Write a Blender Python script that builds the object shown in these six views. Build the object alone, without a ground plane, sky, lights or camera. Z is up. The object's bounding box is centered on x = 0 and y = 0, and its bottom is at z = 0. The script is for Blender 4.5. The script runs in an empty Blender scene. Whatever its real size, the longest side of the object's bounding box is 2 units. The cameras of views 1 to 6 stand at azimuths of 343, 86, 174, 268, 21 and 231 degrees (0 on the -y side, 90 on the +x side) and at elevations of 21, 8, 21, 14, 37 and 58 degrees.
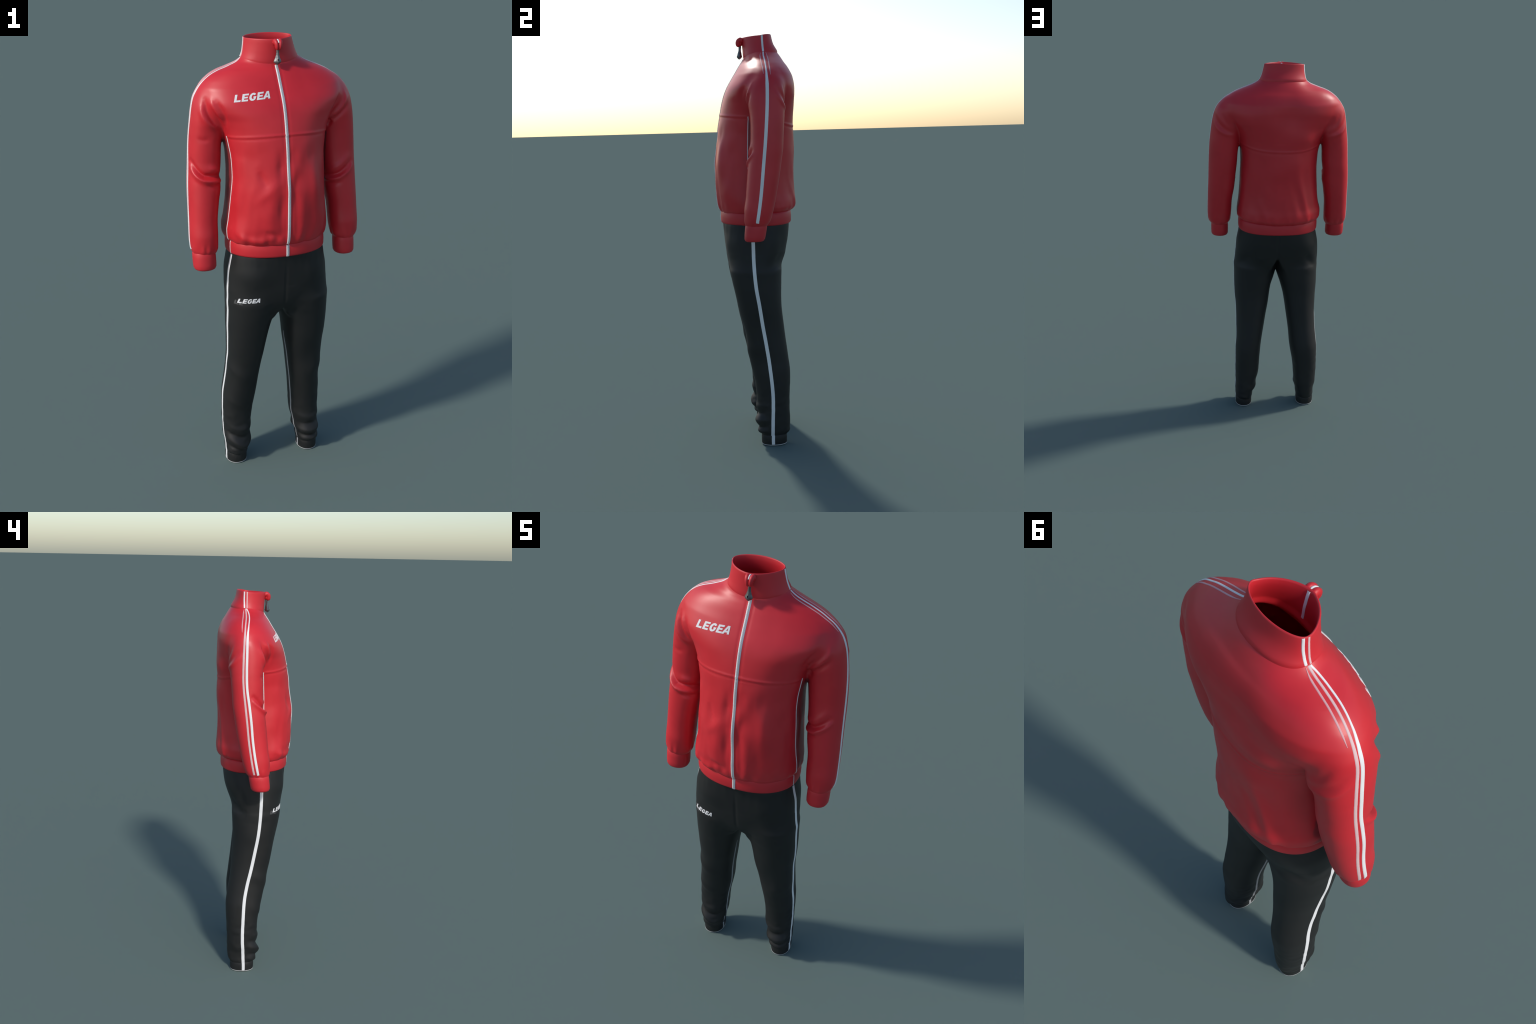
import bpy, bmesh, math, random
import numpy as np
from mathutils import Vector, noise
from mathutils.bvhtree import BVHTree

random.seed(7)

# ------------------------------------------------------------------ numeric helpers
def curve1d(table):
    """Smooth (Hermite) interpolation through (position, value...) control rows."""
    t = np.array(sorted(table), float)
    x, y = t[:, 0], t[:, 1:]
    d = np.diff(y, axis=0) / np.diff(x)[:, None]
    m = np.zeros_like(y)
    m[0], m[-1] = d[0], d[-1]
    same = d[:-1] * d[1:] > 0
    m[1:-1] = np.where(same, 2 * d[:-1] * d[1:] / np.where(same, d[:-1] + d[1:], 1), 0)
    def f(q):
        q = np.clip(np.asarray(q, float), x[0], x[-1])
        i = np.clip(np.searchsorted(x, q, side="right") - 1, 0, len(x) - 2)
        h = (x[i + 1] - x[i]); s = (q - x[i]) / h
        h, s = h[..., None], s[..., None]
        return ((2*s**3 - 3*s**2 + 1) * y[i] + (s**3 - 2*s**2 + s) * h * m[i]
                + (-2*s**3 + 3*s**2) * y[i + 1] + (s**3 - s**2) * h * m[i + 1])
    return f

def spline(points, n):
    """Catmull-Rom samples through 3D control points, evenly spaced."""
    p = np.array(points, float)
    p = np.vstack([2*p[0] - p[1], p, 2*p[-1] - p[-2]])
    out = []
    for i in range(1, len(p) - 2):
        for s in np.linspace(0, 1, 24, endpoint=False):
            a, b, c, d = p[i-1:i+3]
            out.append(.5 * (2*b + (c - a)*s + (2*a - 5*b + 4*c - d)*s*s + (3*b - a - 3*c + d)*s**3))
    out.append(p[-2])
    out = np.array(out)
    L = np.r_[0, np.cumsum(np.linalg.norm(np.diff(out, axis=0), axis=1))]
    q = np.linspace(0, L[-1], n)
    return np.stack([np.interp(q, L, out[:, k]) for k in range(3)], 1)

def smin(a, b, k):
    h = np.clip(.5 + .5 * (b - a) / k, 0, 1)
    return b * (1 - h) + a * h - k * h * (1 - h)

def smax(a, b, k):
    return -smin(-a, -b, k)

def tube_field(table, zlow, zhigh, power=2.2, kcap=.02, rows=None):
    """Field of a soft tube with horizontal sections: rows of z, x0, x1, y0, y1."""
    f = curve1d(table)
    def field(P):
        v = f(P[:, 2])
        cx, cy = (v[:, 0] + v[:, 1]) / 2, (v[:, 2] + v[:, 3]) / 2
        a, b = np.maximum((v[:, 1] - v[:, 0]) / 2, .004), np.maximum((v[:, 3] - v[:, 2]) / 2, .004)
        dx, dy = P[:, 0] - cx, P[:, 1] - cy
        p = power(P[:, 2]) if callable(power) else power
        rho = ((np.abs(dx) / a)**p + (np.abs(dy) / b)**p + 1e-12)**(1 / p)
        r = np.sqrt(dx*dx + dy*dy) + 1e-9
        d = np.where(rho > .25, r * (1 - 1 / np.maximum(rho, .25)), -3 * np.minimum(a, b))
        d = np.maximum(d, -np.minimum(a, b))
        return smax(smax(d, P[:, 2] - zhigh, kcap), zlow - P[:, 2], kcap)
    return field

def surface_nets(field, lo, hi, h):
    """Quad mesh of the zero level of a field (one vertex per crossed cell)."""
    ax = [np.arange(lo[k], hi[k] + h, h) for k in range(3)]
    G = np.stack(np.meshgrid(*ax, indexing="ij"), -1)
    shp = G.shape[:3]
    F = np.empty(shp)
    for i in range(shp[0]):
        F[i] = field(G[i].reshape(-1, 3)).reshape(shp[1:])
    S = F < 0
    n = [s - 1 for s in shp]
    acc = np.zeros(n + [3]); cnt = np.zeros(n)
    sl = lambda o: tuple(slice(o[k], o[k] + n[k]) for k in range(3))
    corners = [(i, j, k) for i in (0, 1) for j in (0, 1) for k in (0, 1)]
    for c in corners:
        for axis in range(3):
            if c[axis]:
                continue
            e = list(c); e[axis] = 1
            fa, fb = F[sl(c)], F[sl(e)]
            cross = (fa < 0) != (fb < 0)
            t = np.where(cross, fa / np.where(cross, fa - fb, 1), 0)
            pos = np.empty(n + [3])
            for k in range(3):
                pos[..., k] = c[k] + (t if k == axis else 0)
            acc += np.where(cross[..., None], pos, 0); cnt += cross
    cells = cnt > 0
    idx = -np.ones(n, int); idx[cells] = np.arange(cells.sum())
    ijk = np.argwhere(cells)
    V = (ijk + acc[cells] / cnt[cells][:, None]) * h + np.array(lo)
    quads = []
    for axis in range(3):
        b, c = (axis + 1) % 3, (axis + 2) % 3
        A = [slice(None)] * 3; B = [slice(None)] * 3
        A[axis], B[axis] = slice(0, -1), slice(1, None)
        sa, sb = S[tuple(A)], S[tuple(B)]
        e = np.argwhere(sa != sb)
        e = e[(e[:, b] > 0) & (e[:, c] > 0) & (e[:, b] < shp[b] - 1) & (e[:, c] < shp[c] - 1)]
        flip = sa[tuple(e.T)]
        q = []
        for ob, oc in ((-1, -1), (0, -1), (0, 0), (-1, 0)):
            g = e.copy(); g[:, b] += ob; g[:, c] += oc
            q.append(idx[tuple(g.T)])
        q = np.stack(q, 1)
        q[~flip] = q[~flip][:, ::-1]
        quads.append(q)
    Q = np.vstack(quads)
    for _ in range(2):                       # pull the vertices onto the true level
        g = gradient(field, V)
        V = V - .8 * (field(V) / np.maximum((g * g).sum(1), .05))[:, None] * g
    return V, Q

def gradient(field, V, e=.0015):
    g = np.empty_like(V)
    for k in range(3):
        d = np.zeros(3); d[k] = e
        g[:, k] = (field(V + d) - field(V - d)) / (2 * e)
    return g

def vertex_normals(V, Q):
    fn = np.cross(V[Q[:, 2]] - V[Q[:, 0]], V[Q[:, 3]] - V[Q[:, 1]])
    N = np.zeros_like(V)
    for k in range(4):
        np.add.at(N, Q[:, k], fn)
    return N / (np.linalg.norm(N, axis=1)[:, None] + 1e-12)

def relax(V, Q, rounds, amount=.5):
    for _ in range(rounds):
        S = np.zeros_like(V); c = np.zeros(len(V))
        for k in range(4):
            np.add.at(S, Q[:, k], V[Q[:, (k + 1) % 4]]); np.add.at(c, Q[:, k], 1)
            np.add.at(S, Q[:, k], V[Q[:, k - 1]]); np.add.at(c, Q[:, k], 1)
        V = V + amount * (S / np.maximum(c, 1)[:, None] - V)
    return V

def lumps(V, size, seed):
    o = Vector((seed * 3.1, seed * 1.7, seed * 2.3))
    return np.array([noise.noise(Vector(p) / size + o) for p in V])

def bump_along(V, points, amp, width, tree, taper=True):
    """Height of a fold that follows a polyline: + ridge, - groove."""
    c = np.array([tree.find_nearest(Vector(p))[0] for p in spline(points, 40)])   # lay the line on the cloth
    d2 = np.full(len(V), 1e9); t = np.zeros(len(V))
    near = ((V > c.min(0) - 3*width) & (V < c.max(0) + 3*width)).all(1)
    W = V[near]
    if not len(W):
        return np.zeros(len(V))
    D = ((W[:, None, :] - c[None])**2).sum(2)
    j = D.argmin(1)
    h = np.exp(-D[np.arange(len(W)), j] / width**2)
    if taper:
        h *= np.sin(np.pi * np.clip(.04 + .92 * j / 39, 0, 1))**.6
    out = np.zeros(len(V)); out[near] = amp * h
    return out

def push(V, centre, radius, amount):
    """Soft local swelling (+) or hollow (-) of the cloth."""
    q = ((V - np.array(centre)) / np.array(radius))**2
    return amount * np.exp(-q.sum(1))

# ------------------------------------------------------------------ scene helpers
def material(name, build):
    m = bpy.data.materials.new(name); m.use_nodes = True
    nt = m.node_tree; nt.nodes.clear()
    out = nt.nodes.new("ShaderNodeOutputMaterial")
    bs = nt.nodes.new("ShaderNodeBsdfPrincipled")
    nt.links.new(bs.outputs[0], out.inputs[0])
    build(nt, bs)
    return m

def node(nt, kind, **kw):
    n = nt.nodes.new(kind)
    for k, v in kw.items():
        if k.startswith("i_"):
            n.inputs[k[2:].replace("_", " ")].default_value = v
        else:
            setattr(n, k, v)
    return n

def math_node(nt, op, a, b=None):
    n = nt.nodes.new("ShaderNodeMath"); n.operation = op
    for i, v in enumerate((a, b)):
        if v is None: continue
        if isinstance(v, (int, float)): n.inputs[i].default_value = v
        else: nt.links.new(v, n.inputs[i])
    return n.outputs[0]

def mix_colour(nt, fac, a, b):
    n = nt.nodes.new("ShaderNodeMix"); n.data_type = "RGBA"
    for s, v in ((0, fac), (6, a), (7, b)):
        if hasattr(v, "links"): nt.links.new(v, n.inputs[s])
        else: n.inputs[s].default_value = v
    return n.outputs[2]

def smoothstep(nt, v, lo, hi):
    n = node(nt, "ShaderNodeMapRange", interpolation_type="SMOOTHSTEP")
    n.inputs["From Min"].default_value = lo; n.inputs["From Max"].default_value = hi
    nt.links.new(v, n.inputs["Value"])
    return n.outputs[0]

def fabric(colour, alt, rough, weave=.05, grain=1400., side_panel=False, spec=.5, sheen=0.):
    def build(nt, bs):
        co = node(nt, "ShaderNodeTexCoord")
        n1 = node(nt, "ShaderNodeTexNoise", i_Scale=9., i_Detail=3.)
        nt.links.new(co.outputs["Object"], n1.inputs["Vector"])
        n2 = node(nt, "ShaderNodeTexNoise", i_Scale=grain, i_Detail=1.)
        nt.links.new(co.outputs["Object"], n2.inputs["Vector"])
        col = mix_colour(nt, smoothstep(nt, n1.outputs["Fac"], .35, .7), (*colour, 1), (*alt, 1))
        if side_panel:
            # darker, greyer strip behind the side piping, with an uneven edge
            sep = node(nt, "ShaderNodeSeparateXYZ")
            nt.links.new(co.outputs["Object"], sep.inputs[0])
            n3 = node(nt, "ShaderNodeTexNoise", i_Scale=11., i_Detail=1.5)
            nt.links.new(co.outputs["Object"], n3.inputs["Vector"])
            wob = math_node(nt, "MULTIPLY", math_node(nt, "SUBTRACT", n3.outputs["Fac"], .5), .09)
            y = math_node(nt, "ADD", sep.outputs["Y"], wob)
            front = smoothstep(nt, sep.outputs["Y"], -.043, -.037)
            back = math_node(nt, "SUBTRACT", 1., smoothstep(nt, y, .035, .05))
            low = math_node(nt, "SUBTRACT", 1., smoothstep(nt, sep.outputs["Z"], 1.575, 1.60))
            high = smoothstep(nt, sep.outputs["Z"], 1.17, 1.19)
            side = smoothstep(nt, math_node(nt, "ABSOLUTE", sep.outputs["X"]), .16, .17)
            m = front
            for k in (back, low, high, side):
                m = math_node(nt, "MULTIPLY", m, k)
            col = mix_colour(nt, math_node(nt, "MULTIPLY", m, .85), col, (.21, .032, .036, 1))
        nt.links.new(col, bs.inputs["Base Color"])
        bs.inputs["Roughness"].default_value = rough
        bs.inputs["Specular IOR Level"].default_value = spec
        bs.inputs["Sheen Weight"].default_value = sheen
        bp = node(nt, "ShaderNodeBump", i_Strength=weave, i_Distance=.001)
        nt.links.new(n2.outputs["Fac"], bp.inputs["Height"])
        nt.links.new(bp.outputs[0], bs.inputs["Normal"])
    return build

RED = (.60, .022, .032); RED2 = (.56, .018, .027)
M_red = material("red_polyester", fabric(RED, RED2, .42))
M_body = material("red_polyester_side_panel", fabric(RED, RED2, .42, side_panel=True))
M_rib = material("red_rib_knit", fabric((.58, .022, .032), (.55, .018, .027), .5))
M_black = material("black_polyester", fabric((.0142, .0140, .0138), (.0120, .0121, .0122), .55, spec=.4))
M_white = material("white_tape", fabric((.80, .80, .80), (.72, .72, .73), .6))
M_pink = material("faded_white_tape", fabric((.70, .50, .50), (.66, .42, .43), .6))
M_blush = material("pink_faded_tape", fabric((.66, .36, .38), (.62, .28, .30), .6))
M_grey = material("white_tape_darkened_for_shade", fabric((.38, .38, .39), (.30, .30, .31), .6))  # white inner-leg stripe, its base colour greyed to carry the shade between the legs
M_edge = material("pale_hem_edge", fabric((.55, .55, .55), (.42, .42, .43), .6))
M_ghost = material("worn_grey_print", fabric((.09, .09, .09), (.05, .05, .05), .6))
M_teeth = material("pale_zipper_teeth", fabric((.50, .50, .50), (.45, .45, .46), .45))
M_print = material("white_print", fabric((.80, .79, .79), (.70, .69, .70), .55))
def metal(nt, bs):
    co = node(nt, "ShaderNodeTexCoord")
    n1 = node(nt, "ShaderNodeTexNoise", i_Scale=120., i_Detail=3.)
    nt.links.new(co.outputs["Object"], n1.inputs["Vector"])
    nt.links.new(mix_colour(nt, n1.outputs["Fac"], (.07, .075, .08, 1), (.20, .20, .20, 1)), bs.inputs["Base Color"])
    bs.inputs["Metallic"].default_value = .6; bs.inputs["Roughness"].default_value = .38
M_metal = material("dark_cast_metal", metal)

def thing(name, label, category, base):
    e = bpy.data.objects.new(name, None); e.location = base
    e.empty_display_size = .1
    bpy.context.collection.objects.link(e)
    e["label"] = label; e["category"] = category
    return e

def put(name, mesh, mat, parent, stuff=False):
    o = bpy.data.objects.new(name, mesh)
    bpy.context.collection.objects.link(o)
    mesh.materials.clear(); mesh.materials.append(mat)
    o.parent = parent
    if parent.type == 'EMPTY':          # parts keep their origin at the world's zero
        o.matrix_parent_inverse.translation = -parent.location
    if stuff: o["kind"] = "stuff"
    return o

def mesh_from(name, V, F, smooth=True):
    me = bpy.data.meshes.new(name)
    me.from_pydata([tuple(v) for v in V], [], [tuple(int(i) for i in f) for f in F])
    me.update()
    if smooth:
        me.polygons.foreach_set("use_smooth", [True] * len(me.polygons))
    return me

def region_mesh(name, V, Q, N, keep):
    q = Q[keep]
    used = np.unique(q)
    new = -np.ones(len(V), int); new[used] = np.arange(len(used))
    me = mesh_from(name, V[used], new[q])
    me.normals_split_custom_set_from_vertices([tuple(n) for n in N[used]])
    return me

def loft(name, rings, closed_end=False, cap_start=False):
    """Quad tube through rings (each an n x 3 array)."""
    n = len(rings[0]); V = np.vstack(rings); F = []
    for r in range(len(rings) - 1):
        for i in range(n):
            j = (i + 1) % n
            F.append((r*n + i, r*n + j, (r+1)*n + j, (r+1)*n + i))
    if closed_end: F.append(tuple((len(rings)-1)*n + i for i in range(n)))
    if cap_start: F.append(tuple(reversed(range(n))))
    return mesh_from(name, V, F)

def ring(cx, cy, a, b, z, power=2.2, n=128):
    t = np.arange(n) / n * 2 * np.pi
    c, s = np.cos(t), np.sin(t)
    k = (np.abs(c)**power + np.abs(s)**power)**(-1 / power)
    z = z(t) if callable(z) else np.full(n, z)
    return np.stack([cx + a * k * c, cy + b * k * s, z], 1)

def bvh_of(V, Q):
    return BVHTree.FromPolygons([tuple(v) for v in V], [tuple(int(i) for i in q) for q in Q])

def ribbon(name, guide, width, bvh, n=160, lift=.0012, taper=0.):
    """Thin woven tape laid on a surface along a guide curve."""
    g = spline(guide, n); across = np.linspace(-1, 1, 7); rows = []
    for i in range(n):
        t = Vector(g[min(i + 1, n - 1)] - g[max(i - 1, 0)]).normalized()
        loc, nor, _, _ = bvh.find_nearest(Vector(g[i]))
        side = nor.cross(t).normalized()
        s = i / (n - 1)
        w = .5 * (width(loc) if callable(width) else width) * (1 if not taper else min(1, .25 + min(s, 1 - s) / taper))
        row = []
        for k, a in enumerate(across):
            l2, n2, _, _ = bvh.find_nearest(loc + side * (a * w))
            up = lift if abs(a) < .9 else -.0006
            row.append(l2 + n2 * up)
        rows.append(row)
    V = [p for r in rows for p in r]; m = len(across); F = []
    for i in range(n - 1):
        for k in range(m - 1):
            F.append((i*m + k, i*m + k + 1, (i+1)*m + k + 1, (i+1)*m + k))
    me = mesh_from(name, V, F)
    bm = bmesh.new(); bm.from_mesh(me); bmesh.ops.recalc_face_normals(bm, faces=bm.faces)
    bm.to_mesh(me); bm.free()
    return me

def flat_shape(name, loops, depth, bevel=0.):
    """Extruded mesh of closed 2D outlines (inner loops are holes)."""
    cu = bpy.data.curves.new(name, "CURVE"); cu.dimensions = "2D"; cu.fill_mode = "BOTH"
    cu.extrude = depth; cu.bevel_depth = bevel; cu.bevel_resolution = 2
    for lp in loops:
        s = cu.splines.new("POLY"); s.points.add(len(lp) - 1); s.use_cyclic_u = True
        for p, q in zip(s.points, lp): p.co = (q[0], q[1], 0, 1)
    o = bpy.data.objects.new(name, cu)
    bpy.context.collection.objects.link(o)
    me = bpy.data.meshes.new_from_object(o.evaluated_get(bpy.context.evaluated_depsgraph_get()))
    bpy.data.objects.remove(o); bpy.data.curves.remove(cu)
    return me

# bold slanted capitals drawn as outlines in a unit box
def glyph(ch):
    if ch == "L":
        return [[(0, 0), (1, 0), (1, .24), (.36, .24), (.36, 1), (0, 1)]]
    if ch == "E":
        return [[(0, 0), (1, 0), (1, .22), (.36, .22), (.36, .40), (.9, .40), (.9, .60), (.36, .60),
                 (.36, .78), (1, .78), (1, 1), (0, 1)]]
    if ch == "A":
        return [[(-.12, 0), (.25, 0), (.33, .2), (.72, .2), (.76, 0), (1.08, 0), (.72, 1), (.36, 1)],
                [(.42, .4), (.66, .4), (.57, .76)]]
    if ch == "G":
        outer = [(.5 + .52*math.cos(a), .5 + .52*math.sin(a)) for a in np.radians(np.linspace(38, 322, 22))]
        inner = [(.52 + .21*math.cos(a), .5 + .28*math.sin(a)) for a in np.radians(np.linspace(312, 42, 16))]
        return [outer + [(1.0, .54), (.58, .54), (.58, .36), (.7, .36)] + inner]

def word(text, spans, place, bvh, parent, mat, slant=.2, lift=.0009, flip=Vector((0, 1, 0))):
    """Letters laid on the front of the cloth; place(s, t) gives the x and z of the unit word box."""
    for ch, (s0, s1) in zip(text, spans):
        me = flat_shape("letter", glyph(ch), .5)
        bm = bmesh.new(); bm.from_mesh(me)
        bmesh.ops.remove_doubles(bm, verts=bm.verts, dist=1e-5)
        bmesh.ops.triangulate(bm, faces=bm.faces)
        for _ in range(2):
            es = [e for e in bm.edges if e.calc_length() > .3 and abs(e.verts[0].co.z - e.verts[1].co.z) < .1]
            bmesh.ops.subdivide_edges(bm, edges=es, cuts=1)
            bmesh.ops.triangulate(bm, faces=bm.faces)
        for v in bm.verts:
            top = v.co.z > 0
            t = v.co.y
            s = s0 + (s1 - s0) * (v.co.x * .9) + slant * .16 * t
            x, z = place(s, t)
            loc, nor, _, _ = bvh.ray_cast(Vector((x, -1, z)), flip)
            v.co = loc + nor * (lift if top else -.001)
        bmesh.ops.recalc_face_normals(bm, faces=bm.faces)
        bm.to_mesh(me); bm.free()
        put("letter", me, mat, parent)

# =================================================================== JACKET
jacket = thing("tracksuit_jacket", "red zip track jacket with white side stripes", "jacket", (0, 0, 1.09))

# torso: z, x right, x left, y front, y back
torso_rows = [
    (1.120, -.205, .201, -.160, .160), (1.146, -.213, .207, -.170, .168), (1.158, -.227, .219, -.179, .183),
    (1.175, -.233, .223, -.186, .194), (1.20, -.234, .223, -.192, .196), (1.24, -.227, .220, -.197, .193),
    (1.30, -.219, .216, -.199, .191), (1.37, -.211, .211, -.198, .190), (1.45, -.206, .208, -.190, .192),
    (1.52, -.209, .210, -.180, .192), (1.57, -.218, .217, -.173, .191), (1.62, -.231, .228, -.164, .194),
    (1.67, -.256, .252, -.154, .199), (1.71, -.292, .290, -.143, .201), (1.75, -.314, .315, -.126, .200),
    (1.79, -.310, .308, -.102, .193), (1.82, -.294, .286, -.083, .181), (1.845, -.268, .250, -.068, .168),
    (1.863, -.237, .213, -.056, .156), (1.880, -.188, .172, -.045, .146), (1.895, -.149, .140, -.040, .137),
    (1.910, -.129, .118, -.040, .127), (1.930, -.115, .103, -.034, .107), (1.97, -.105, .093, -.03, .095)]
torso_f = tube_field(torso_rows, 1.125, 1.962, lambda z: np.interp(z, [1.80, 1.88], [2.25, 1.95]), .006)

def sleeve_rows(outer, inner, sign):
    fo, fi = curve1d(outer), curve1d(inner)
    yy = curve1d([(1.085, -.068, .022), (1.105, -.070, .030), (1.125, -.075, .044), (1.17, -.075, .059), (1.235, -.066, .074),
                  (1.32, -.058, .091), (1.40, -.049, .104), (1.46, -.040, .113), (1.51, -.036, .116), (1.56, -.037, .120),
                  (1.62, -.041, .124), (1.67, -.045, .127), (1.72, -.042, .129), (1.76, -.028, .124), (1.80, -.005, .106), (1.825, .01, .09)])
    rows = []
    for z in np.linspace(1.085, 1.825, 40):
        o, i = float(fo(z)[0]), float(fi(z)[0]); y = yy(z)
        x0, x1 = sorted((sign * o, sign * i))
        s = .004 if sign < 0 else .001
        rows.append((z, x0 + s, x1 + s, float(y[0]), float(y[1])))
    return rows

left_rows = sleeve_rows([(1.085, .360), (1.106, .364), (1.122, .375), (1.14, .381), (1.18, .384), (1.268, .383), (1.377, .380), (1.486, .378),
                         (1.562, .375), (1.645, .368), (1.713, .358), (1.76, .343), (1.79, .324), (1.825, .285)],
                        [(1.085, .276), (1.106, .272), (1.125, .260), (1.172, .254), (1.246, .251), (1.327, .239), (1.413, .232), (1.478, .227),
                         (1.541, .221), (1.60, .215), (1.68, .200), (1.76, .19), (1.825, .21)], 1)
right_rows = sleeve_rows([(1.085, .376), (1.106, .380), (1.122, .387), (1.15, .391), (1.254, .387), (1.38, .383), (1.49, .374),
                          (1.596, .366), (1.692, .354), (1.754, .341), (1.79, .322), (1.825, .288)],
                         [(1.085, .281), (1.106, .277), (1.125, .270), (1.157, .267), (1.232, .264), (1.321, .252), (1.386, .241), (1.412, .243),
                          (1.48, .235), (1.566, .229), (1.61, .22), (1.68, .200), (1.76, .19), (1.825, .21)], -1)
left_f = tube_field(left_rows, 1.098, 1.82, 2.15, .012)
right_f = tube_field(right_rows, 1.098, 1.82, 2.15, .012)
def jacket_field(P):
    return smin(torso_f(P), np.minimum(left_f(P), right_f(P)), .016)

V, Q = surface_nets(jacket_field, (-.41, -.225, 1.10), (.405, .23, 1.98), .0042)
V = relax(V, Q, 2, .4)
N = vertex_normals(V, Q)

# ---- relief of the jacket: seams, puckers, folds and soft dents
X, Y, Z = V.T
d = np.zeros(len(V))
arm = np.clip((np.abs(X) - .232) / .012, 0, 1) * (Z < 1.66)
body = (1 - arm) * (Z < 1.9)
front = np.clip(-N[:, 1] * 3, 0, 1)
seam = np.where(Y < 0, 1.618 - .012 * np.clip(np.abs(X) / .22, 0, 1)**2 + .05 * np.clip((Y + .03), 0, 1) * 0,
                1.562 + .022 * np.clip(np.abs(X) / .21, 0, 1)**3)
mixy = np.clip((Y + .05) / .1, 0, 1)
seam = (1.619 - .014 * (X / .22)**2) * (1 - mixy) + (1.559 + .024 * np.abs(X / .21)**3) * mixy
on_body = np.clip((.235 - np.abs(X)) / .01, 0, 1)
side_gap = np.clip((np.abs(Y - .01) - .045) / .02, 0, 1)
d += on_body * side_gap * (.0024 * np.exp(-((Z - seam) / .0042)**2) - .0009 * np.exp(-((Z - seam + .010) / .005)**2))
# gathers above the waistband
ang = np.arctan2(Y - .01, X)
low = np.exp(-((Z - 1.175) / .028)**2) * on_body
gather = np.sin(ang * 17 + 1.3 * np.sin(ang * 5)) * .5 + np.sin(ang * 29 + 2 * np.sin(ang * 3)) * .35
d += low * .0042 * gather * (.35 + .9 * lumps(V, .07, 12))
# gathers above the cuffs
for sx, cx in ((1, .318), (-1, -.329)):
    m = (X * sx > .24) * np.exp(-((Z - 1.128) / .02)**2)
    a2 = np.arctan2(Y + .02, X - cx)
    d += m * .0014 * np.sin(a2 * 9 + 1.1 * np.sin(a2 * 4))
# soft, vertical wrinkles of the lower panels
soft = lumps(V * np.array((1, 1, .42)), .045, 2)
big = lumps(V * np.array((1, 1, .6)), .085, 5)
lowpanel = np.clip((seam - .02 - Z) / .08, 0, 1) * on_body
d += lowpanel * (.0042 * soft * (.45 + .55 * front) + .0035 * big)
d += .0018 * big * (Z > 1.60) * (1 - front * .5)
near_zip = np.exp(-((np.abs(X) - .028) / .018)**2) * (Y < -.1) * np.clip((1.57 - Z) / .08, 0, 1) * np.clip((Z - 1.16) / .04, 0, 1)
d += -.0055 * near_zip * (.55 + .9 * lumps(V * np.array((1, 1, .8)), .05, 9))
d += -.0012 * np.exp(-((np.abs(X) - .014) / .005)**2) * (Y < -.04) * (Z < 1.885)

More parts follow.
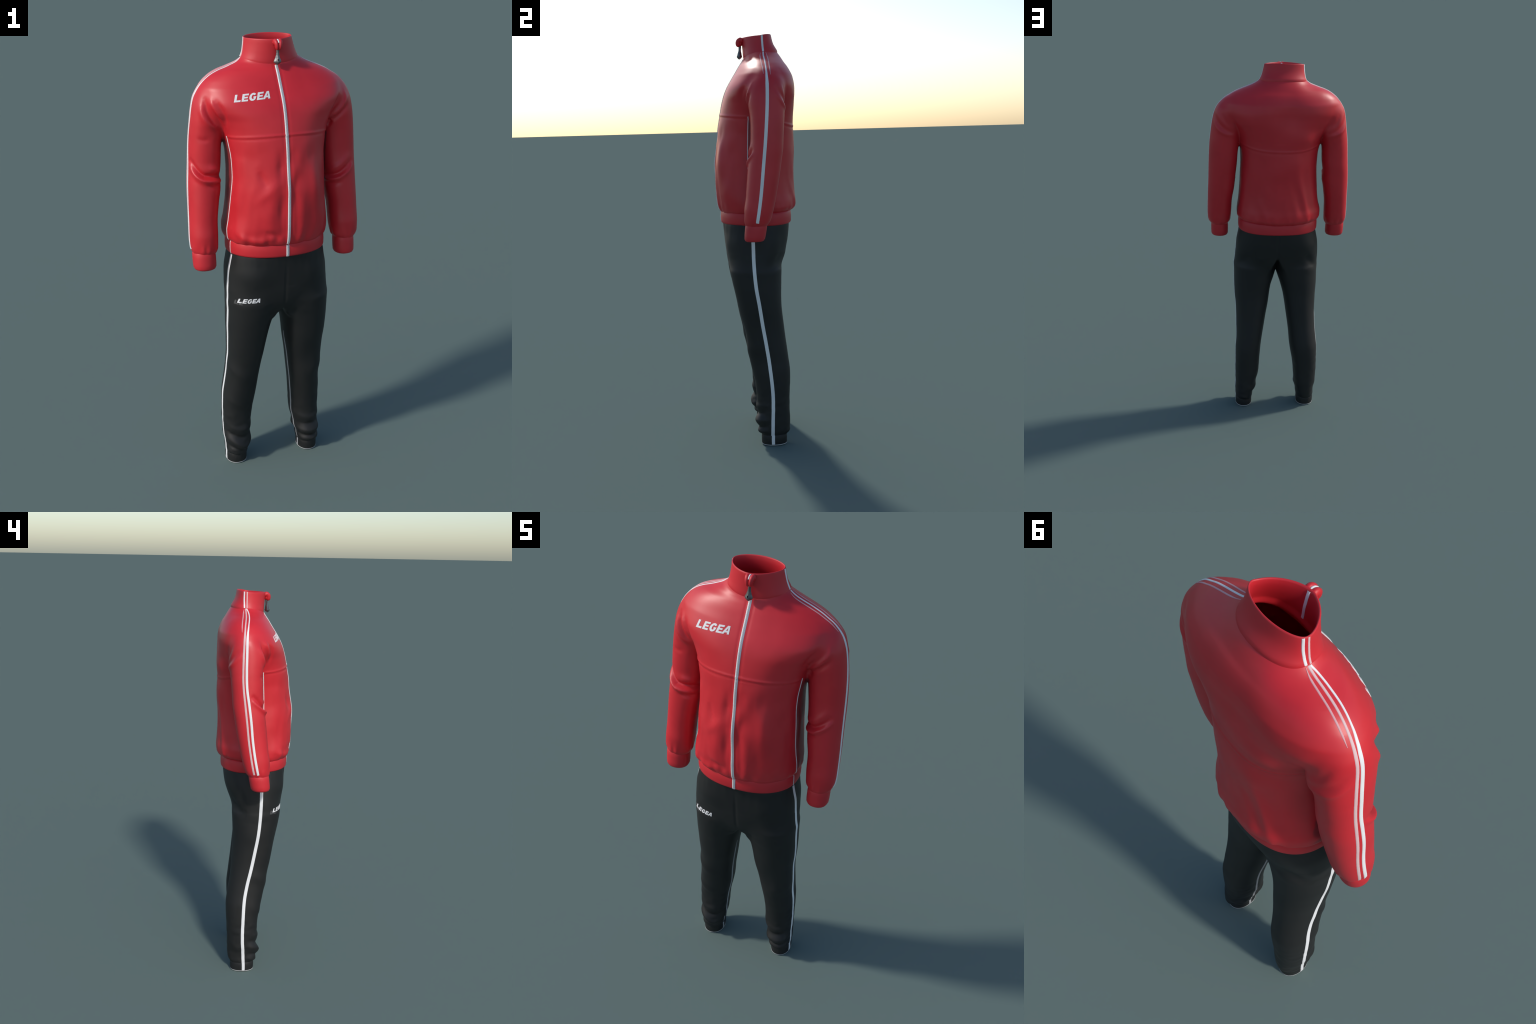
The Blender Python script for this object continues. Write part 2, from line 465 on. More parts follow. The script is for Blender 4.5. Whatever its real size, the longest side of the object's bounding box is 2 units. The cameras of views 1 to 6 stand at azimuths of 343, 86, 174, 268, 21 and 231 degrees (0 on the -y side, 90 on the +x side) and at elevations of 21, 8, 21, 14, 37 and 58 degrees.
folds = [
    # left armpit, front: a sharp fold with a groove under it and a softer one above
    ([(.312, -.050, 1.722), (.290, -.054, 1.694), (.262, -.050, 1.668), (.240, -.036, 1.650)], .0075, .010),
    ([(.322, -.044, 1.700), (.296, -.050, 1.674), (.268, -.046, 1.650), (.244, -.03, 1.634)], -.008, .010),
    ([(.298, -.066, 1.752), (.275, -.078, 1.72), (.252, -.078, 1.69), (.238, -.07, 1.665)], -.006, .014),
    ([(.322, -.040, 1.765), (.318, -.048, 1.735), (.308, -.052, 1.70)], .004, .012),
    ([(.250, -.02, 1.640), (.238, -.03, 1.628), (.232, -.02, 1.61)], -.010, .012),
    # right armpit, front: folds that fan out of the armpit up over the shoulder
    ([(-.318, -.035, 1.765), (-.306, -.052, 1.72), (-.280, -.056, 1.68), (-.250, -.046, 1.648)], -0.0091, .011),
    ([(-.300, -.058, 1.765), (-.288, -.070, 1.725), (-.264, -.070, 1.69), (-.244, -.058, 1.66)], 0.0077, .011),
    ([(-.276, -.080, 1.755), (-.262, -.090, 1.72), (-.246, -.086, 1.685), (-.236, -.07, 1.655)], -0.0070, .012),
    ([(-.335, -.030, 1.73), (-.322, -.046, 1.69), (-.292, -.052, 1.655), (-.256, -.040, 1.634)], 0.0070, .012),
    ([(-.345, -.030, 1.60), (-.318, -.045, 1.592), (-.295, -.045, 1.594)], -.003, .010),
    # right elbow: deep crease that wraps the inner bend, roll of cloth under it
    ([(-.380, .005, 1.505), (-.362, -.030, 1.472), (-.330, -.048, 1.450), (-.295, -.045, 1.442), (-.262, -.025, 1.436), (-.248, .01, 1.43)], -.0140, .0105),
    ([(-.380, .000, 1.482), (-.362, -.034, 1.452), (-.330, -.052, 1.430), (-.290, -.050, 1.420), (-.258, -.025, 1.414), (-.248, .01, 1.41)], .0120, .0115),
    ([(-.300, -.04, 1.475), (-.275, -.035, 1.468), (-.25, -.01, 1.462)], .006, .012),
    ([(-.300, -.048, 1.402), (-.272, -.040, 1.396), (-.25, -.015, 1.392)], -.005, .010),
    # left elbow
    ([(.345, -.042, 1.452), (.315, -.048, 1.424), (.282, -.042, 1.402), (.250, -.018, 1.392), (.238, .01, 1.392)], -.0105, .010),
    ([(.348, -.040, 1.432), (.315, -.050, 1.404), (.280, -.046, 1.382), (.248, -.022, 1.374), (.238, .01, 1.374)], .0105, .010),
    ([(.325, -.045, 1.475), (.290, -.042, 1.440), (.262, -.03, 1.425), (.245, -.01, 1.418)], .0055, .012),
    ([(.290, -.048, 1.362), (.262, -.035, 1.356), (.245, -.01, 1.354)], -.005, .009),
    # back of both armpits
    ([(.345, .085, 1.73), (.326, .115, 1.69), (.290, .130, 1.66), (.252, .120, 1.645)], -.0055, .012),
    ([(.352, .080, 1.70), (.330, .110, 1.662), (.292, .122, 1.638), (.250, .11, 1.628)], .0045, .011),
    ([(.318, .125, 1.75), (.298, .146, 1.71), (.268, .150, 1.68)], -.004, .013),
    ([(-.345, .085, 1.73), (-.326, .115, 1.69), (-.290, .130, 1.66), (-.252, .120, 1.645)], -.003, .012),
    ([(-.352, .080, 1.70), (-.330, .110, 1.662), (-.292, .122, 1.638), (-.250, .11, 1.628)], .0045, .011),
    ([(-.318, .125, 1.75), (-.298, .146, 1.71), (-.268, .150, 1.68)], -.004, .013),
    # lower front, right panel: the roll of cloth over the waistband and dents above it
    ([(-.205, -.11, 1.195), (-.16, -.15, 1.178), (-.11, -.17, 1.176), (-.07, -.18, 1.186)], .007, .016),
    ([(-.10, -.175, 1.215), (-.06, -.185, 1.20), (-.035, -.188, 1.178)], -.006, .014),
    ([(-.125, -.165, 1.475), (-.105, -.17, 1.44), (-.09, -.175, 1.405)], -.004, .016),
    ([(-.13, -.165, 1.345), (-.10, -.18, 1.37), (-.055, -.185, 1.42)], .0035, .02),
    # back, right side: long soft pleats above the waistband
    ([(-.10, .18, 1.42), (-.13, .172, 1.30), (-.155, .165, 1.20)], .005, .02),
    ([(-.06, .19, 1.40), (-.10, .182, 1.28), (-.125, .178, 1.18)], -.004, .022),
    ([(.12, .18, 1.30), (.10, .185, 1.24), (.06, .19, 1.18)], .004, .025),
    # sides: the waist tucks in
    ([(-.205, -.02, 1.40), (-.21, -.01, 1.36), (-.22, -.02, 1.31)], -.004, .02),
    ([(.205, -.03, 1.46), (.21, -.02, 1.40), (.218, -.03, 1.30)], -.005, .016),
]
flat = bvh_of(V, Q)
for pts, amp, w in folds:
    d += bump_along(V, pts, amp, w, flat)
for c, r, a in (((.16, .15, 1.27), (.08, .06, .13), -.012), ((-.13, .18, 1.62), (.09, .06, .045), .011), ((-.09, .19, 1.49), (.10, .06, .06), .005), ((.20, .18, 1.68), (.07, .06, .06), .010),
                ((-.04, .20, 1.74), (.10, .06, .07), -.012), ((-.245, .13, 1.645), (.04, .05, .05), .012), ((.29, -.05, 1.60), (.05, .05, .07), -.005),
                ((-.29, -.05, 1.62), (.05, .05, .06), -.007), ((.12, -.15, 1.40), (.06, .06, .10), .012), ((.14, -.14, 1.24), (.06, .05, .07), .012),
                ((-.03, -.19, 1.30), (.05, .05, .09), -.005)):
    d += push(V, c, r, a)
V = V + N * d[:, None]
V = relax(V, Q, 1, .3)
N = vertex_normals(V, Q)
jacket_bvh = bvh_of(V, Q)

# cut the neck opening and split the cloth into its panels
def collar_base(x, y):
    """Height of the seam between collar and body."""
    return np.interp(y, [-.05, -.02, .04, .13], [1.884, 1.899, 1.909, 1.921])
C = V[Q].mean(1)
neck = C[:, 2] > collar_base(C[:, 0], C[:, 1]) + .016
is_sleeve = (np.abs(C[:, 0]) > np.interp(C[:, 2], [1.0, 1.62, 1.66, 1.72, 1.80, 1.86], [.236, .236, .248, .272, .262, .25])) & ~neck
cseam = V[:, 2] - seam
is_yoke = (cseam[Q].mean(1) > 0) & ~is_sleeve & ~neck
is_torso = ~(is_yoke | is_sleeve | neck)
put("yoke", region_mesh("yoke", V, Q, N, is_yoke), M_red, jacket)
put("torso", region_mesh("torso", V, Q, N, is_torso), M_body, jacket)
sleeves = {}
for sx in (-1, 1):
    sleeves[sx] = put("sleeve", region_mesh("sleeve", V, Q, N, is_sleeve & (C[:, 0] * sx > 0)), M_red, jacket)

# ---- collar: stand-up band with a rounded rim and an inner face
def collar_ring(h, a, cx, cy, front, back, pf, pb):
    """h: 0 at the base seam, 1 at the rim; the plan is wide behind and pointed in front."""
    n = 192
    t = np.arange(n) / n * 2 * np.pi
    c, s = np.cos(t), np.sin(t)
    p = np.where(s < 0, pf, pb)
    k = (np.abs(c)**p + np.abs(s)**p)**(-1 / p)
    x, y = cx + a * k * c, cy + np.where(s < 0, front, back) * k * s
    top = np.interp(y, [-.05, .035, .095], [1.987, 1.989, 1.9995])
    base = collar_base(x, y)
    return np.stack([x, y, base + (top - base) * h], 1)
collar_prof = [(-.34, .1240, -.006, .044, .081, .081, 2.2, 2.2),  # h, half width, centre x, centre y, reach to the front, to the back, roundness front, back
    (-.16, .1230, -.006, .044, .083, .081, 2.15, 2.15), (-.04, .1230, -.006, .044, .0845, .0812, 2.15, 2.15), (.03, .1226, -.006, .044, .0856, .0800, 2.15, 2.15),
    (.10, .1200, -.006, .044, .0862, .0772, 2.12, 2.12), (.22, .1160, -.0065, .045, .0880, .0710, 2.0, 2.05), (.40, .1120, -.008, .046, .0900, .0620, 1.9, 2.0),
    (.60, .1090, -.009, .047, .0930, .0555, 1.8, 1.95), (.80, .1065, -.010, .048, .0960, .0510, 1.7, 1.9), (.94, .1052, -.011, .048, .0975, .0490, 1.66, 1.88),
    (.985, .1042, -.011, .048, .0965, .0480, 1.66, 1.88), (1.0, .1024, -.011, .048, .0945, .0462, 1.66, 1.88), (.99, .1004, -.011, .048, .0922, .0444, 1.66, 1.88),
    (.95, .0992, -.011, .048, .0900, .0432, 1.66, 1.88), (.75, .0990, -.010, .047, .0830, .0430, 1.75, 1.9), (.45, .1010, -.008, .046, .0760, .0470, 1.85, 2.0),
    (.18, .1060, -.006, .044, .0720, .0560, 2.0, 2.05), (.05, .1080, -.006, .044, .0700, .0600, 2.05, 2.1), (-.02, .1050, -.006, .044, .0650, .0580, 2.1, 2.1), (-.12, .1070, -.006, .044, .0670, .0600, 2.1, 2.1)]
rings = [collar_ring(*p) for p in collar_prof]
cm = loft("collar", rings)
collar = put("collar", cm, M_rib, jacket)
cV = np.vstack(rings[1:11]); nR = 192
cQ = np.array([(r*nR + i, r*nR + (i+1) % nR, (r+1)*nR + (i+1) % nR, (r+1)*nR + i) for r in range(9) for i in range(nR)])
collar_bvh = bvh_of(cV, cQ)
iV = np.vstack(rings[11:]); iQ = np.array([(r*nR + i, r*nR + (i+1) % nR, (r+1)*nR + (i+1) % nR, (r+1)*nR + i) for r in range(8) for i in range(nR)])
inner_bvh = bvh_of(iV, iQ)

# ---- waistband and cuffs: flat knitted bands with rounded lower edges
def band(profile, power=2.3, n=160, wobble=None):
    return [ring((x0 + x1) / 2, (y0 + y1) / 2, (x1 - x0) / 2, (y1 - y0) / 2, z, power, n) for z, x0, x1, y0, y1 in profile]
def hem_z(z):
    def f(t):
        return z + .006 * np.clip(-np.sin(t), 0, 1) - .001 * np.sin(3 * t)
    return f
wb = []
for z, g in ((1.158, -.012), (1.150, -.003), (1.142, .0005), (1.12, .0015), (1.10, .001), (1.094, -.0002), (1.0905, -.003), (1.091, -.006), (1.10, -.008), (1.13, -.009)):
    wb.append(ring(-.003, -.002, .2175 + g, .173 + g, hem_z(z), 2.3, 160))
wb.reverse()
waistband = put("waistband", loft("waistband", wb), M_rib, jacket)
wV = np.vstack(wb[3:]); wQ = np.array([(r*160 + i, r*160 + (i+1) % 160, (r+1)*160 + (i+1) % 160, (r+1)*160 + i) for r in range(6) for i in range(160)])
waist_bvh = bvh_of(wV, wQ)

for sx, x0, x1 in ((-1, -.380, -.279), (1, .271, .365)):
    prof = []
    cx = (x0 + x1) / 2; a = (x1 - x0) / 2
    for z, g in ((1.122, -.010), (1.114, -.004), (1.106, -.001), (1.09, 0), (1.06, 0), (1.044, -.001), (1.036, -.005), (1.033, -.010), (1.037, -.014), (1.06, -.015), (1.09, -.016)):
        s = (1.11 - z) / .075
        y0, y1 = -.072 - .007 * s, .031 - .014 * s
        prof.append(ring(cx + sx * -.001 * s, (y0 + y1) / 2, a + g, (y1 - y0) / 2 + g, z, 2.15, 96))
    put("cuff", loft("cuff", prof[::-1], cap_start=True), M_rib, sleeves[sx])

# ---- zipper: woven tape, teeth, fabric garage on the collar, metal pull
zipper = put("zipper", ribbon("zipper", [(0, -.19, 1.152), (0, -.2, 1.25), (0, -.2, 1.35), (0, -.19, 1.45), (0, -.175, 1.56), (0, -.166, 1.62),
                                         (0, -.145, 1.71), (-.001, -.112, 1.78), (-.002, -.07, 1.85), (-.003, -.046, 1.884)], .0145, jacket_bvh, 220, .0013), M_white, jacket)
put("zipper_tape", ribbon("zipper_tape", [(0, -.176, 1.096), (0, -.176, 1.12), (0, -.176, 1.150)], .0145, waist_bvh, 20, .0013), M_white, zipper)
put("zipper_tape", ribbon("zipper_tape", [(-.004, -.042, 1.982), (-.004, -.035, 1.94), (-.004, -.028, 1.902)], .010, inner_bvh, 40, .0014), M_white, zipper)
# teeth: two interlocked rows of tiny blocks down the middle of the tape
tz = []; g = spline([(0, -.176, 1.10), (0, -.1775, 1.145), (0, -.194, 1.17), (0, -.2, 1.25), (0, -.2, 1.35), (0, -.19, 1.45), (0, -.175, 1.56), (0, -.166, 1.62),
                     (0, -.145, 1.71), (-.001, -.112, 1.78), (-.002, -.07, 1.85), (-.003, -.046, 1.884)], 270)
TV, TF = [], []
for i, p in enumerate(g):
    tree = jacket_bvh if p[2] > 1.152 else waist_bvh
    loc, nor, _, _ = tree.find_nearest(Vector(p))
    t = Vector(g[min(i+1, len(g)-1)] - g[max(i-1, 0)]).normalized()
    s = nor.cross(t).normalized()
    c = loc + nor * .0014 + s * (.0007 if i % 2 else -.0007)
    b = len(TV)
    for dx in (-1, 1):
        for dy in (-1, 1):
            for dz in (-1, 1):
                TV.append(c + s * (dx * .0026) + t * (dy * .0011) + nor * (dz * .0012))
    TF += [(b, b+1, b+3, b+2), (b+4, b+6, b+7, b+5), (b, b+4, b+5, b+1), (b+2, b+3, b+7, b+6), (b, b+2, b+6, b+4), (b+1, b+5, b+7, b+3)]
put("zipper_teeth", mesh_from("zipper_teeth", TV, TF, False), M_teeth, zipper, stuff=True)

# garage: the two ends of the collar curl forward and down into padded lips over the slider
curl = [(0, -.0485, 1.964), (0, -.0500, 1.974), (0, -.056, 1.9765), (0, -.0635, 1.970), (0, -.065, 1.960), (0, -.062, 1.952), (0, -.058, 1.946)]
cg = spline(curl, 30)
def lip(x_top, x_tip, half, thick, sink=0.):
    out = []
    for i, p in enumerate(cg):
        s = i / (len(cg) - 1)
        t = cg[min(i + 1, len(cg) - 1)] - cg[max(i - 1, 0)]; t /= np.linalg.norm(t)
        nrm = np.array((0, t[2], -t[1]))                 # outward in the y-z plane
        if nrm @ (p - np.array((0, -.050, 1.960))) < 0: nrm = -nrm
        e = 1. if s < .8 else math.sqrt(max(.02, 1 - ((s - .8) / .2)**2))
        e *= min(1, .45 + s * 3)
        w, th = half * (1 - .35 * s) * e, thick * e
        a = np.arange(24) / 24 * 2 * np.pi
        cx = x_top + (x_tip - x_top) * s**1.3
        out.append(np.array([(cx + w * math.cos(q), 0, 0) + p - nrm * sink + nrm * th * math.sin(q) for q in a]))
    return out
for x_top, x_tip in ((-.0125, -.005), (.0105, .003)):
    put("zipper_garage", loft("zipper_garage", lip(x_top, x_tip, .0108, .0115), True, True), M_rib, collar)
core = [np.array([(-.001 + .0125 * r * math.cos(a), -.0525 + .0085 * r * math.sin(a), 1.963 + h) for a in np.arange(24) / 24 * 2 * math.pi])
        for h, r in [(.0165 * math.sin(q), math.cos(q)) for q in np.linspace(-1.5, 1.5, 13)]]
put("zipper_garage", loft("zipper_garage", core, True, True), M_rib, collar)
put("zipper_tape", loft("zipper_tape", lip(-.001, -.001, .0058, .0104, .0002)[:16], True, True), M_white, zipper)

# pull: faceted cast drop with a small hole through it
drop = [(1.956, .004, .004), (1.943, .0062, .0055), (1.934, .0060, .0050), (1.924, .0072, .0055), (1.912, .0105, .0080), (1.902, .0150, .0105), (1.897, .0160, .0108), (1.892, .0120, .0085), (1.887, .0055, .0045), (1.885, .002, .002)]
pr = []
for z, w, dpt in drop:
    a = np.arange(8) / 8 * 2 * np.pi
    k = (1.946 - z) / .06
    r8 = np.where(np.arange(8) % 2 == 0, 1., .80)
    w, dpt = w * 1.05, dpt * 1.25
    pr.append(np.stack([-.001 - .003 * k + w * r8 * np.cos(a), -.0565 - .004 * k + dpt * r8 * np.sin(a), np.full(8, z)], 1))
pr.reverse()
pull = put("zipper_pull", loft("zipper_pull", pr, True, True), M_metal, zipper)
drill_mesh = loft("drill", [np.array([(-.0035 + .0022 * math.cos(a), y, 1.9055 + .0045 * math.sin(a)) for a in np.linspace(0, 2 * math.pi, 14, endpoint=False)]) for y in (-.085, -.035)], True, True)
drill = bpy.data.objects.new("drill", drill_mesh); bpy.context.collection.objects.link(drill)
bm = bmesh.new(); bm.from_mesh(drill_mesh); bmesh.ops.recalc_face_normals(bm, faces=bm.faces); bm.to_mesh(drill_mesh); bm.free()
bv = pull.modifiers.new("soften", "BEVEL"); bv.width = .0008; bv.segments = 2
bo = pull.modifiers.new("hole", "BOOLEAN"); bo.operation = "DIFFERENCE"; bo.object = drill; bo.solver = "EXACT"
pull.data = bpy.data.meshes.new_from_object(pull.evaluated_get(bpy.context.evaluated_depsgraph_get()))
pull.modifiers.clear(); bpy.data.objects.remove(drill)
pull.data.polygons.foreach_set("use_smooth", [False] * len(pull.data.polygons))

# ---- stripes of the sleeves, shoulders and collar
def stripe(guide, width, mat, parent, tree=None, n=160, taper=0.):
    return put("stripe", ribbon("stripe", guide, width, tree or jacket_bvh, n, .0011, taper), mat, parent)
# right: bold front stripe and paler back stripe run to the cuff, a third stops at the shoulder
stripe([(-.131, .047, 1.910), (-.155, .038, 1.893), (-.21, .034, 1.872), (-.29, .038, 1.835), (-.335, .043, 1.785), (-.357, .045, 1.71), (-.366, .046, 1.63), (-.372, .043, 1.545),
        (-.375, .031, 1.464), (-.385, .020, 1.38), (-.387, .012, 1.293), (-.39, -.001, 1.203), (-.388, -.017, 1.122)], lambda p: .0065 + .0068 * min(1, max(0, (1.84 - p.z) / .06)), M_white, sleeves[-1])
stripe([(-.131, .052, 1.910), (-.155, .050, 1.893), (-.21, .049, 1.872), (-.29, .054, 1.835), (-.335, .058, 1.785), (-.357, .062, 1.71), (-.366, .064, 1.63), (-.372, .062, 1.555),
        (-.375, .051, 1.464), (-.385, .042, 1.38), (-.387, .033, 1.293), (-.39, .020, 1.203), (-.386, .004, 1.122)], lambda p: .0075 + .0035 * min(1, max(0, (1.84 - p.z) / .06)), M_pink, sleeves[-1])
stripe([(-.131, .060, 1.908), (-.155, .063, 1.893), (-.21, .065, 1.870), (-.27, .069, 1.842), (-.310, .071, 1.810)], .0062, M_blush, sleeves[-1], taper=.2)
# left: one broad stripe to the cuff, thin ones beside it on the shoulder
stripe([(.120, .047, 1.910), (.15, .045, 1.893), (.21, .045, 1.868), (.28, .045, 1.828), (.325, .044, 1.785), (.352, .043, 1.73), (.366, .039, 1.64), (.376, .029, 1.51),
        (.380, .015, 1.379), (.384, .000, 1.246), (.378, -.019, 1.121)], lambda p: .0075 + .0095 * min(1, max(0, (1.82 - p.z) / .07)), M_white, sleeves[1])
stripe([(.124, .034, 1.906), (.15, .029, 1.891), (.21, .028, 1.864), (.28, .030, 1.826), (.318, .031, 1.79)], .0058, M_blush, sleeves[1], taper=.25)
stripe([(.124, .060, 1.909), (.15, .062, 1.893), (.21, .063, 1.866), (.28, .062, 1.828), (.322, .061, 1.786)], .0058, M_blush, sleeves[1], taper=.25)
stripe([(-.113, .059, 1.991), (-.118, .060, 1.95), (-.130, .058, 1.912)], .0085, M_white, collar, collar_bvh, 30)
stripe([(-.113, .045, 1.989), (-.118, .045, 1.95), (-.130, .045, 1.912)], .0065, M_pink, collar, collar_bvh, 30)
stripe([(.096, .044, 1.989), (.105, .045, 1.95), (.117, .047, 1.912)], .0105, M_white, collar, collar_bvh, 30)

# ---- piping down both sides of the front
for sx in (-1, 1):
    put("piping", ribbon("piping", [(sx*.224, -.040, 1.606), (sx*.212, -.043, 1.53), (sx*.207, -.045, 1.45), (sx*.208, -.046, 1.37),
                                    (sx*.218, -.045, 1.29), (sx*.226, -.044, 1.21), (sx*.222, -.043, 1.158)], .0045, jacket_bvh, 120, .0014), M_white, jacket)
    put("piping", ribbon("piping", [(sx*.214, -.045, 1.150), (sx*.214, -.045, 1.12), (sx*.214, -.045, 1.093)], .004, waist_bvh, 20, .0012), M_white, waistband)

# ---- word printed across the right chest
SPANS = [(0, .19), (.2, .39), (.4, .61), (.615, .80), (.80, 1.0)]
word("LEGEA", SPANS, lambda s, t: (-.201 + .147 * s, 1.752 + .011 * s + .027 * t), jacket_bvh, jacket, M_print, slant=.40)

# =================================================================== TROUSERS
trousers = thing("tracksuit_trousers", "black tapered track trousers with white side stripes", "trousers", (0, 0, 0))

leg_y = [(.030, -.010, .108), (.046, -.012, .112), (.062, -.022, .122), (.085, -.032, .127), (.12, -.033, .129), (.20, -.031, .131), (.30, -.036, .136),
         (.36, -.048, .137), (.445, -.064, .129), (.545, -.083, .116), (.60, -.095, .111), (.72, -.115, .104), (.82, -.135, .106), (.90, -.147, .113), (1.0, -.155, .145)]
def leg_rows(outer, inner, sign):
    fo, fi, fy = curve1d(outer), curve1d(inner), curve1d(leg_y)
    rows = []
    for z in np.linspace(.030, 1.0, 60):
        o, i, y = float(fo(z)[0]), float(fi(z)[0]), fy(z)
        x0, x1 = sorted((sign * o, sign * i))
        s = (-.008 if sign < 0 else -.006) * min(1, max(0, (.88 - z) / .25))
        tuck = .022 * min(1, max(0, (z - .865) / .07))
        rows.append((z, x0 + s + tuck * (sign < 0), x1 + s - tuck * (sign > 0), float(y[0]) + tuck, float(y[1]) - tuck))
    return rows
L_rows = leg_rows([(.03, .222), (.05, .225), (.09, .229), (.13, .228), (.24, .230), (.36, .230), (.43, .226), (.60, .229), (.69, .235), (.77, .237), (.88, .235), (1.0, .23)],
                  [(.03, .133), (.085, .124), (.12, .114), (.15, .110), (.22, .095), (.285, .092), (.37, .086), (.485, .070), (.555, .060), (.635, .046), (.74, .029), (.80, .010), (.84, .001), (.9, .001), (1.0, .003)], 1)
R_rows = leg_rows([(.03, .228), (.06, .231), (.10, .233), (.145, .240), (.255, .243), (.365, .241), (.43, .234), (.51, .226), (.60, .221), (.68, .225), (.76, .231), (.87, .233), (1.0, .23)],
                  [(.03, .131), (.085, .126), (.13, .117), (.255, .104), (.385, .083), (.46, .075), (.59, .053), (.68, .040), (.76, .021), (.80, .008), (.84, -.002), (1.0, .003)], -1)
hip_rows = [(.80, -.20, .18, -.10, .08), (.84, -.226, .220, -.128, .098), (.88, -.234, .229, -.144, .110), (.92, -.236, .229, -.151, .122), (.96, -.234, .227, -.155, .136),
            (1.01, -.230, .224, -.160, .151), (1.05, -.222, .217, -.163, .157), (1.09, -.213, .210, -.166, .160), (1.14, -.200, .197, -.155, .150)]
hip_core = tube_field(hip_rows, .78, 1.135, 2.5, .02)
def hip_f(P):
    # the crotch arches up towards the back
    floor = np.interp(P[:, 1], [-.14, -.06, .02, .10], [.815, .845, .885, .925]) - 2.0 * np.abs(P[:, 0])
    return smax(hip_core(P), floor - P[:, 2], .035)
lf, rf = tube_field(L_rows, .036, .95, 2.2, .012), tube_field(R_rows, .036, .95, 2.2, .012)
def trouser_field(P):
    return smin(hip_f(P), smin(lf(P), rf(P), .006), .018)
V, Q = surface_nets(trouser_field, (-.26, -.185, .02), (.26, .18, 1.15), .0044)
V = relax(V, Q, 2, .4)
N = vertex_normals(V, Q)
X, Y, Z = V.T
d = np.zeros(len(V))
fr = np.clip(-N[:, 1] * 1.5 + .25, 0, 1)
big = lumps(V * np.array((1, 1, .5)), .08, 3); med = lumps(V * np.array((1, 1, 1.6)), .04, 6)
d += .0025 * big * (Z < .95) + .0016 * med * np.clip((.35 - Z) / .1, 0, 1)
# waist gathers and the fly seam
ang = np.arctan2(Y, X)
d += .0012 * (lumps(V * np.array((1, 1, .15)), .022, 15)) * (Y < 0) * np.clip((Z - .96) / .1, 0, 1)
d += -.003 * np.exp(-(X / .006)**2) * (Y < -.05) * np.clip((1.06 - Z) / .05, 0, 1) * np.clip((Z - .85) / .04, 0, 1)
d += -.003 * np.exp(-(X / .010)**2) * (Y > .05) * (Z > .8)
tfolds = [
    # cloth bunched above the left ankle
    ([(.125, .01, .205), (.155, -.024, .195), (.19, -.028, .195), (.222, .005, .205)], .0055, .016),
    ([(.125, .01, .165), (.155, -.024, .158), (.19, -.028, .160), (.222, .005, .168)], -.0075, .012),
    ([(.120, .015, .128), (.150, -.024, .122), (.188, -.030, .122), (.226, .01, .132)], .0105, .015),
    ([(.122, .015, .096), (.152, -.022, .090), (.188, -.028, .090), (.224, .01, .098)], -.0085, .010),
    ([(.125, .015, .072), (.152, -.018, .068), (.188, -.022, .068), (.222, .01, .074)], .0060, .010),
    ([(.128, .04, .100), (.118, .06, .092), (.125, .09, .085)], -.006, .012),
    ([(.112, .04, .132), (.108, .07, .125), (.125, .11, .115)], .006, .016),
    # right ankle
    ([(-.232, .01, .215), (-.20, -.026, .195), (-.16, -.020, .190), (-.125, .015, .195)], .0055, .015),
    ([(-.236, .015, .180), (-.205, -.024, .158), (-.165, -.024, .146), (-.125, .015, .160)], -.0070, .012),
    ([(-.236, .015, .145), (-.205, -.026, .122), (-.165, -.030, .098), (-.125, .00, .115), (-.118, .04, .13)], .0110, .015),
    ([(-.232, .015, .104), (-.20, -.022, .086), (-.165, -.022, .068), (-.128, .01, .078)], -.0085, .010),
    ([(-.230, .02, .075), (-.20, -.016, .060), (-.165, -.018, .052), (-.13, .01, .058)], .0065, .010),
    # shins, knees and the seat
    ([(-.225, .00, .36), (-.19, -.04, .33), (-.14, -.04, .31)], .004, .022),
    ([(-.225, .00, .55), (-.195, -.06, .50), (-.15, -.065, .47)], .005, .028),
    ([(.215, .00, .50), (.18, -.065, .48), (.13, -.06, .46)], .004, .03),
    ([(-.02, -.12, .84), (-.06, -.13, .80), (-.12, -.13, .77)], -.003, .02),
    ([(.02, -.12, .84), (.06, -.13, .80), (.12, -.13, .77)], -.003, .02),
    ([(-.16, .13, .95), (-.20, .09, .90), (-.225, .03, .86)], -.005, .022),
    ([(.16, .13, .95), (.20, .09, .91), (.225, .03, .88)], -.003, .022),
    ([(.14, .105, .06), (.18, .118, .068), (.21, .10, .062)], .004, .012),
]
flat = bvh_of(V, Q)
for pts, amp, w in tfolds:
    d += bump_along(V, pts, amp, w, flat)
for c, r, a in (((.17, .12, 1.02), (.06, .06, .07), -.007), ((.07, .12, .93), (.05, .05, .05), .008), ((-.15, .13, 1.02), (.07, .06, .07), .004),
                ((.13, -.13, .99), (.06, .06, .07), .009), ((-.13, -.13, 1.0), (.06, .06, .06), .009), ((.14, -.09, .57), (.06, .05, .08), -.008)):
    d += push(V, c, r, a)
V = V + N * d[:, None]
V = relax(V, Q, 1, .3)
N = vertex_normals(V, Q)
trouser_bvh = bvh_of(V, Q)
C = V[Q].mean(1)
hip = C[:, 2] > .835
put("hip_section", region_mesh("hip_section", V, Q, N, hip), M_black, trousers)
legs = {}
for sx in (-1, 1):
    legs[sx] = put("leg", region_mesh("leg", V, Q, N, ~hip & (C[:, 0] * sx > 0)), M_black, trousers)

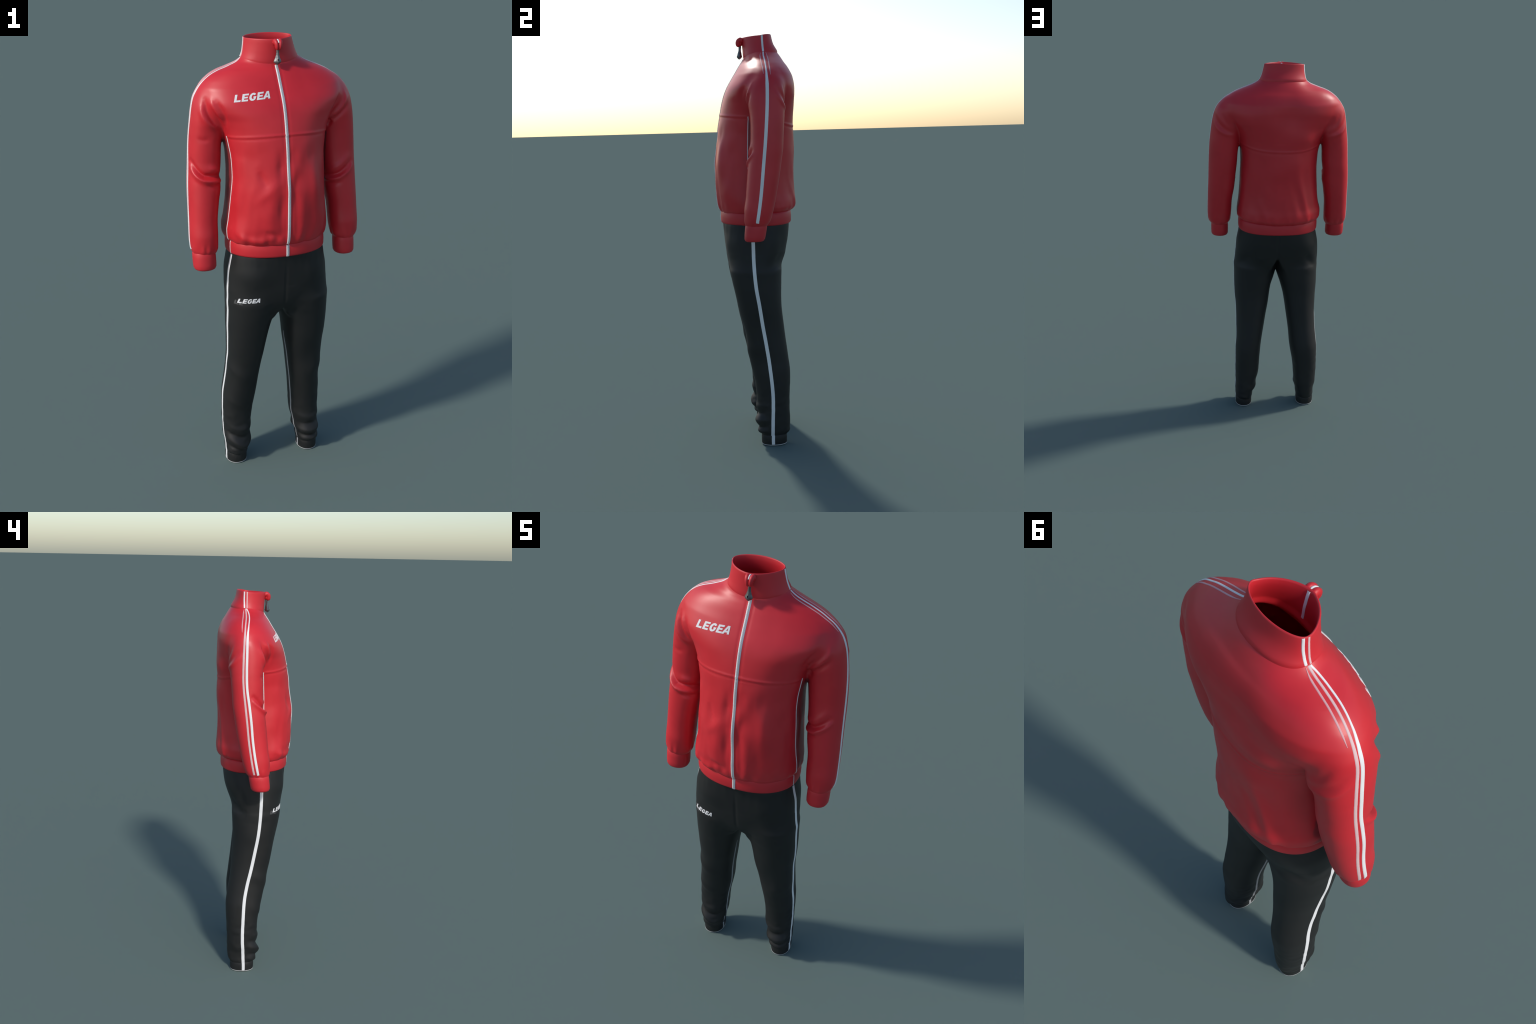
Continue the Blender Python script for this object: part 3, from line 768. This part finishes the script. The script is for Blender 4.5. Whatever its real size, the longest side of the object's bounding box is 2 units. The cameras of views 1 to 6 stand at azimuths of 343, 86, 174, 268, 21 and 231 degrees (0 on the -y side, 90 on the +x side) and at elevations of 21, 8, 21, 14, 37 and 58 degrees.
ankle_bvh = {}
for sx, x0, x1 in ((-1, -.238, -.139), (1, .127, .2205)):
    cx, a = (x0 + x1) / 2, (x1 - x0) / 2
    prof = [ring(cx, .049, a + g, .0625 + g, z, 2.2, 96) for z, g in ((.062, -.012), (.056, -.004), (.050, -.0005), (.03, .0005), (.007, 0), (.0034, -.0005))]
    prof.reverse()
    cuff = put("ankle_cuff", loft("ankle_cuff", prof), M_black, legs[sx])
    aV = np.vstack(prof); aQ = np.array([(r*96 + i, r*96 + (i+1) % 96, (r+1)*96 + (i+1) % 96, (r+1)*96 + i) for r in range(5) for i in range(96)])
    ankle_bvh[sx] = bvh_of(aV, aQ)
    rim = [ring(cx, .049, a + g, .0625 + g, z, 2.2, 96) for z, g in ((.005, -.001), (.0033, .0001), (.002, .0001), (.0, -.0015), (.0, -.006), (.004, -.009), (.02, -.010))][::-1]
    put("hem_edge", loft("hem_edge", rim, cap_start=True), M_edge, legs[sx])

def leg_stripe(guide, width, mat, sx, taper=0.):
    put("stripe", ribbon("stripe", guide, width, trouser_bvh, 200, .0011, taper), mat, legs[sx])
leg_stripe([(-.214, -.042, 1.088), (-.228, -.041, 1.0), (-.232, -.039, .90), (-.23, -.031, .792), (-.225, -.015, .69), (-.222, .007, .572), (-.231, .027, .483),
            (-.24, .040, .40), (-.243, .045, .293), (-.24, .047, .194), (-.235, .043, .10), (-.232, .042, .050)], .0185, M_white, -1)
leg_stripe([(.211, -.036, 1.088), (.228, -.033, 1.025), (.233, -.032, .91), (.237, -.025, .801), (.235, -.011, .708), (.23, .002, .613), (.226, .018, .51),
            (.229, .032, .398), (.23, .043, .277), (.228, .043, .18), (.226, .040, .10), (.217, .039, .050)], .019, M_white, 1)
for sx, x0 in ((-1, -.238), (1, .2205)):
    put("stripe", ribbon("stripe", [(x0, .041, .0545), (x0, .040, .03), (x0, .040, .006)], .0175, ankle_bvh[sx], 20, .0011), M_white, legs[sx])
# thin seam tape down the inner legs
for sx in (-1, 1):
    leg_stripe([(sx*.045, -.012, .67), (sx*.062, .000, .56), (sx*.075, .014, .46), (sx*.09, .030, .36), (sx*.10, .036, .25), (sx*.112, .038, .15), (sx*.126, .038, .053)], .0125, M_grey, sx, .12)
    x0 = .127 if sx > 0 else -.139
    put("stripe", ribbon("stripe", [(x0, .039, .0545), (x0, .040, .03), (x0, .040, .006)], .0125, ankle_bvh[sx], 20, .0011), M_grey, legs[sx])

# printed word on the right thigh, with the worn trace of an earlier print beside it
word("LEGEA", SPANS, lambda s, t: (-.208 + .092 * s, .881 + .004 * s + .0195 * t), trouser_bvh, trousers, M_print, slant=.5)
word("LE", SPANS, lambda s, t: (-.2185 + .080 * s, .874 - .003 * s + .0185 * t), trouser_bvh, trousers, M_ghost, slant=.35, lift=.0007)
